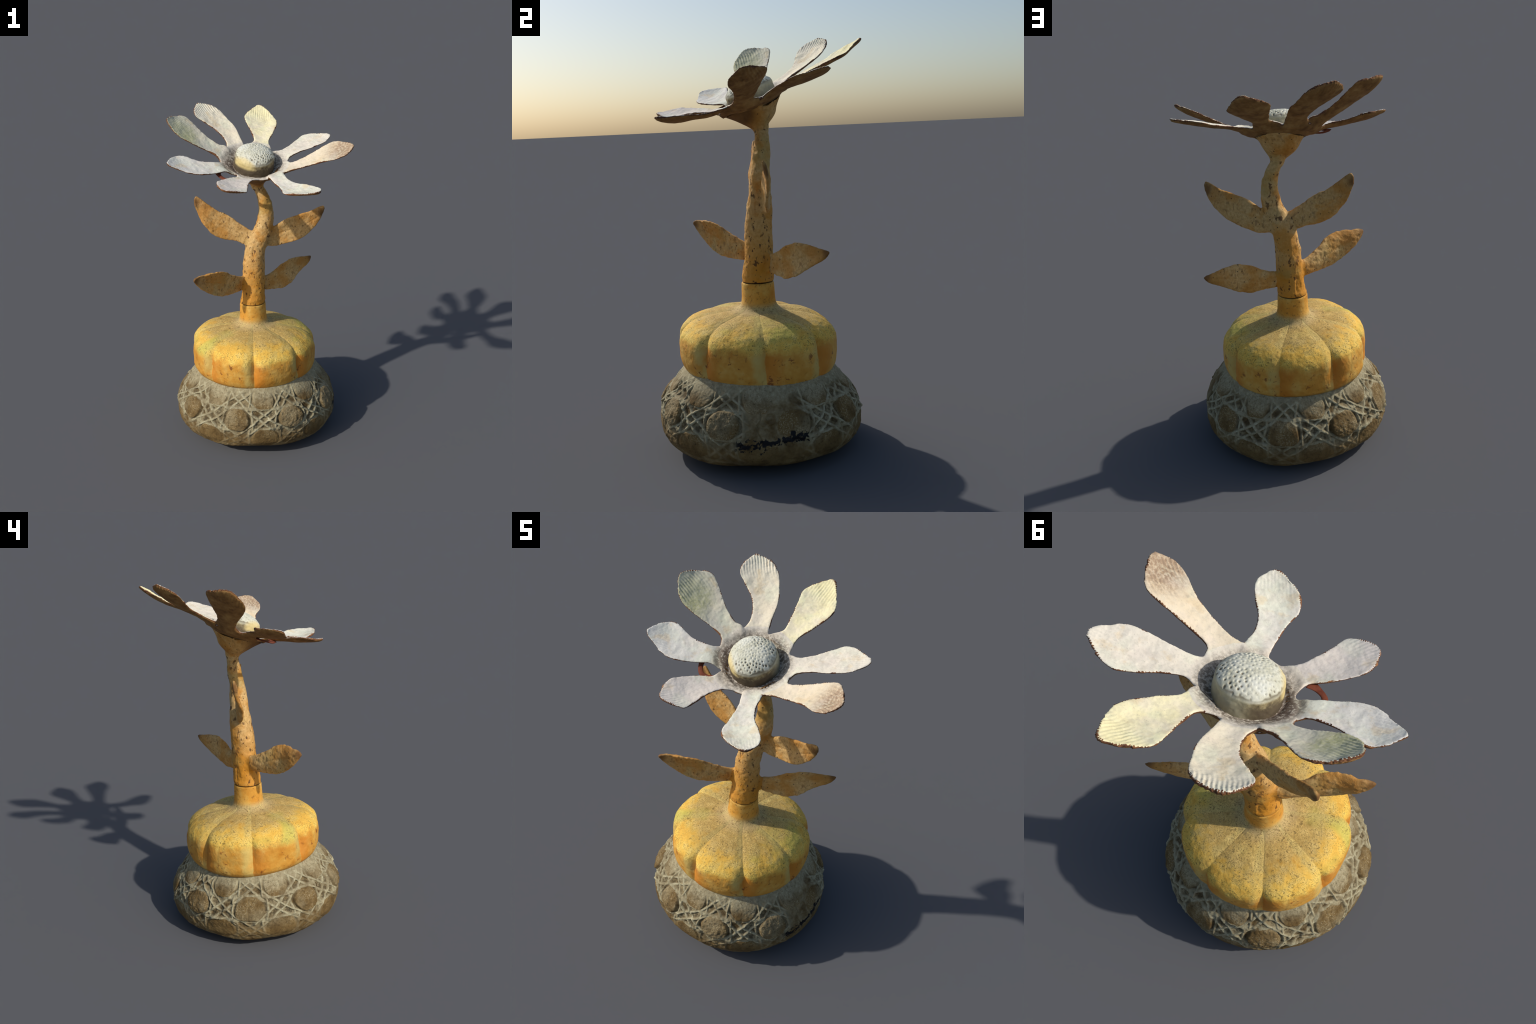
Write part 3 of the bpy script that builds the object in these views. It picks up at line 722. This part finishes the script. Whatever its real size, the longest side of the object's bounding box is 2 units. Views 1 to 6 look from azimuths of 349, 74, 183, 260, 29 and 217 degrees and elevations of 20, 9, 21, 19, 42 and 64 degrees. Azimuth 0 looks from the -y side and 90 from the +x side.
def knob_material():
    g = Graph('seed_head_paint'); c = g.vec('SUBTRACT', g.obj, tuple(FC))
    h = g.dot(c, tuple(FN)); u = g.dot(c, tuple(FX)); v = g.dot(c, tuple(FY))
    n1 = g.noise(16, 4); n2 = g.noise(80, 5, .7); n3 = g.noise(36, 4)
    top = g.ramp(n1, [(.32, srgb(184, 182, 158)), (.5, srgb(212, 210, 190)), (.66, srgb(222, 222, 208))])
    side = g.ramp(n3, [(.3, srgb(116, 102, 76)), (.5, srgb(154, 140, 104)), (.68, srgb(188, 172, 128))])
    col = g.mix((h + (n3 - .5) * .02).step(.028, .048), side, top)
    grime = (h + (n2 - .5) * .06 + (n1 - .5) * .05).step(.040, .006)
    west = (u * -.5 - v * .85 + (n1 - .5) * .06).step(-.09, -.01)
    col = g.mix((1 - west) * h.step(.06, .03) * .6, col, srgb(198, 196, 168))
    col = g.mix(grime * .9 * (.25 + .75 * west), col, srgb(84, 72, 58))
    rr = g.math('SQRT', u * u + v * v); deep = (.0913 - rr * rr * 2.1 - g.math('POWER', rr, 6.) * 6500 - h).step(.0015, .0045) * h.step(.036, .05)
    col = g.mix(n2.step(.54, .64) * .35 * h.step(.045, .06), col, srgb(122, 114, 90))
    col = g.mix(deep * .8, col, srgb(104, 92, 70))
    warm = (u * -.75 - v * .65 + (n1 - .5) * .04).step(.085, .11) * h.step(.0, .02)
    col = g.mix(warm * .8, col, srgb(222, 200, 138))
    return g.finish(col, .75, n2, .4, .003, .3)

# ================================================================= assemble
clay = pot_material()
me, reg = build_pot()
names = {0: 'pot_body', 1: 'lattice_strap'}; names.update({2 + k: 'medallion' for k in range(NB)})
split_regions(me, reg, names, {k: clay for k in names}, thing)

paint = squash_material()
me, reg = build_squash()
split_regions(me, reg, {0: 'squash', 1: 'stem_collar'}, {0: paint, 1: paint}, thing)

me, reg = build_stalk()
mats = {0: stem_material(), 1: stem_material('calyx_paint', calyx=True)}
names = {0: 'stem', 1: 'calyx'}
for k, (root, az, st) in enumerate(LEAVES):
    a = radians(az); o, s, u = st[-1][:3]
    mats[2 + k] = stem_material('leaf_paint', leaf=True, tip=(root[0] + o * cos(a) - s * sin(a), root[1] + o * sin(a) + s * cos(a), root[2] + u)); names[2 + k] = 'leaf'
split_regions(me, reg, names, mats, thing)

me, reg, rim = build_flower()
mats = {0: petal_material(None)}; names = {0: 'flower_dish'}
for k in range(8): mats[1 + k] = petal_material(k); names[1 + k] = 'petal'
split_regions(me, reg, names, mats, thing, rim, rim_material())

# torn web of metal left hanging between two neighbouring petals
ang = [(-164, .235, -.008), (-157, .252, -.008), (-150, .258, -.008), (-142, .256, -.008), (-135, .240, -.006), (-128, .22, -.004)]
path = catmull([plane_pt(r, radians(a), h) for a, r, h in ang], 8); rings = []
al = np.linspace(0, 2 * pi, 12, endpoint=False)
for i, p in enumerate(path):
    t = path[min(i + 1, len(path) - 1)] - path[max(i - 1, 0)]; t /= np.linalg.norm(t); u = np.cross(t, FN); u /= np.linalg.norm(u)
    e = abs(i / (len(path) - 1) * 2 - 1); rings.append(p + np.cos(al)[:, None] * u * (.012 + .016 * e ** 3) + np.sin(al)[:, None] * FN * .0045)
V, F = loft(rings); me = new_mesh('petal_web', V, F); me.polygons.foreach_set('use_smooth', [True] * len(me.polygons))
g = Graph('rust'); web = add('petal_web', me, thing, g.finish(g.ramp(g.noise(30), [(.3, srgb(92, 44, 30)), (.7, srgb(140, 78, 54))]), .8))

me, pits = build_knob()
knob = add('seed_head', me, thing, knob_material())
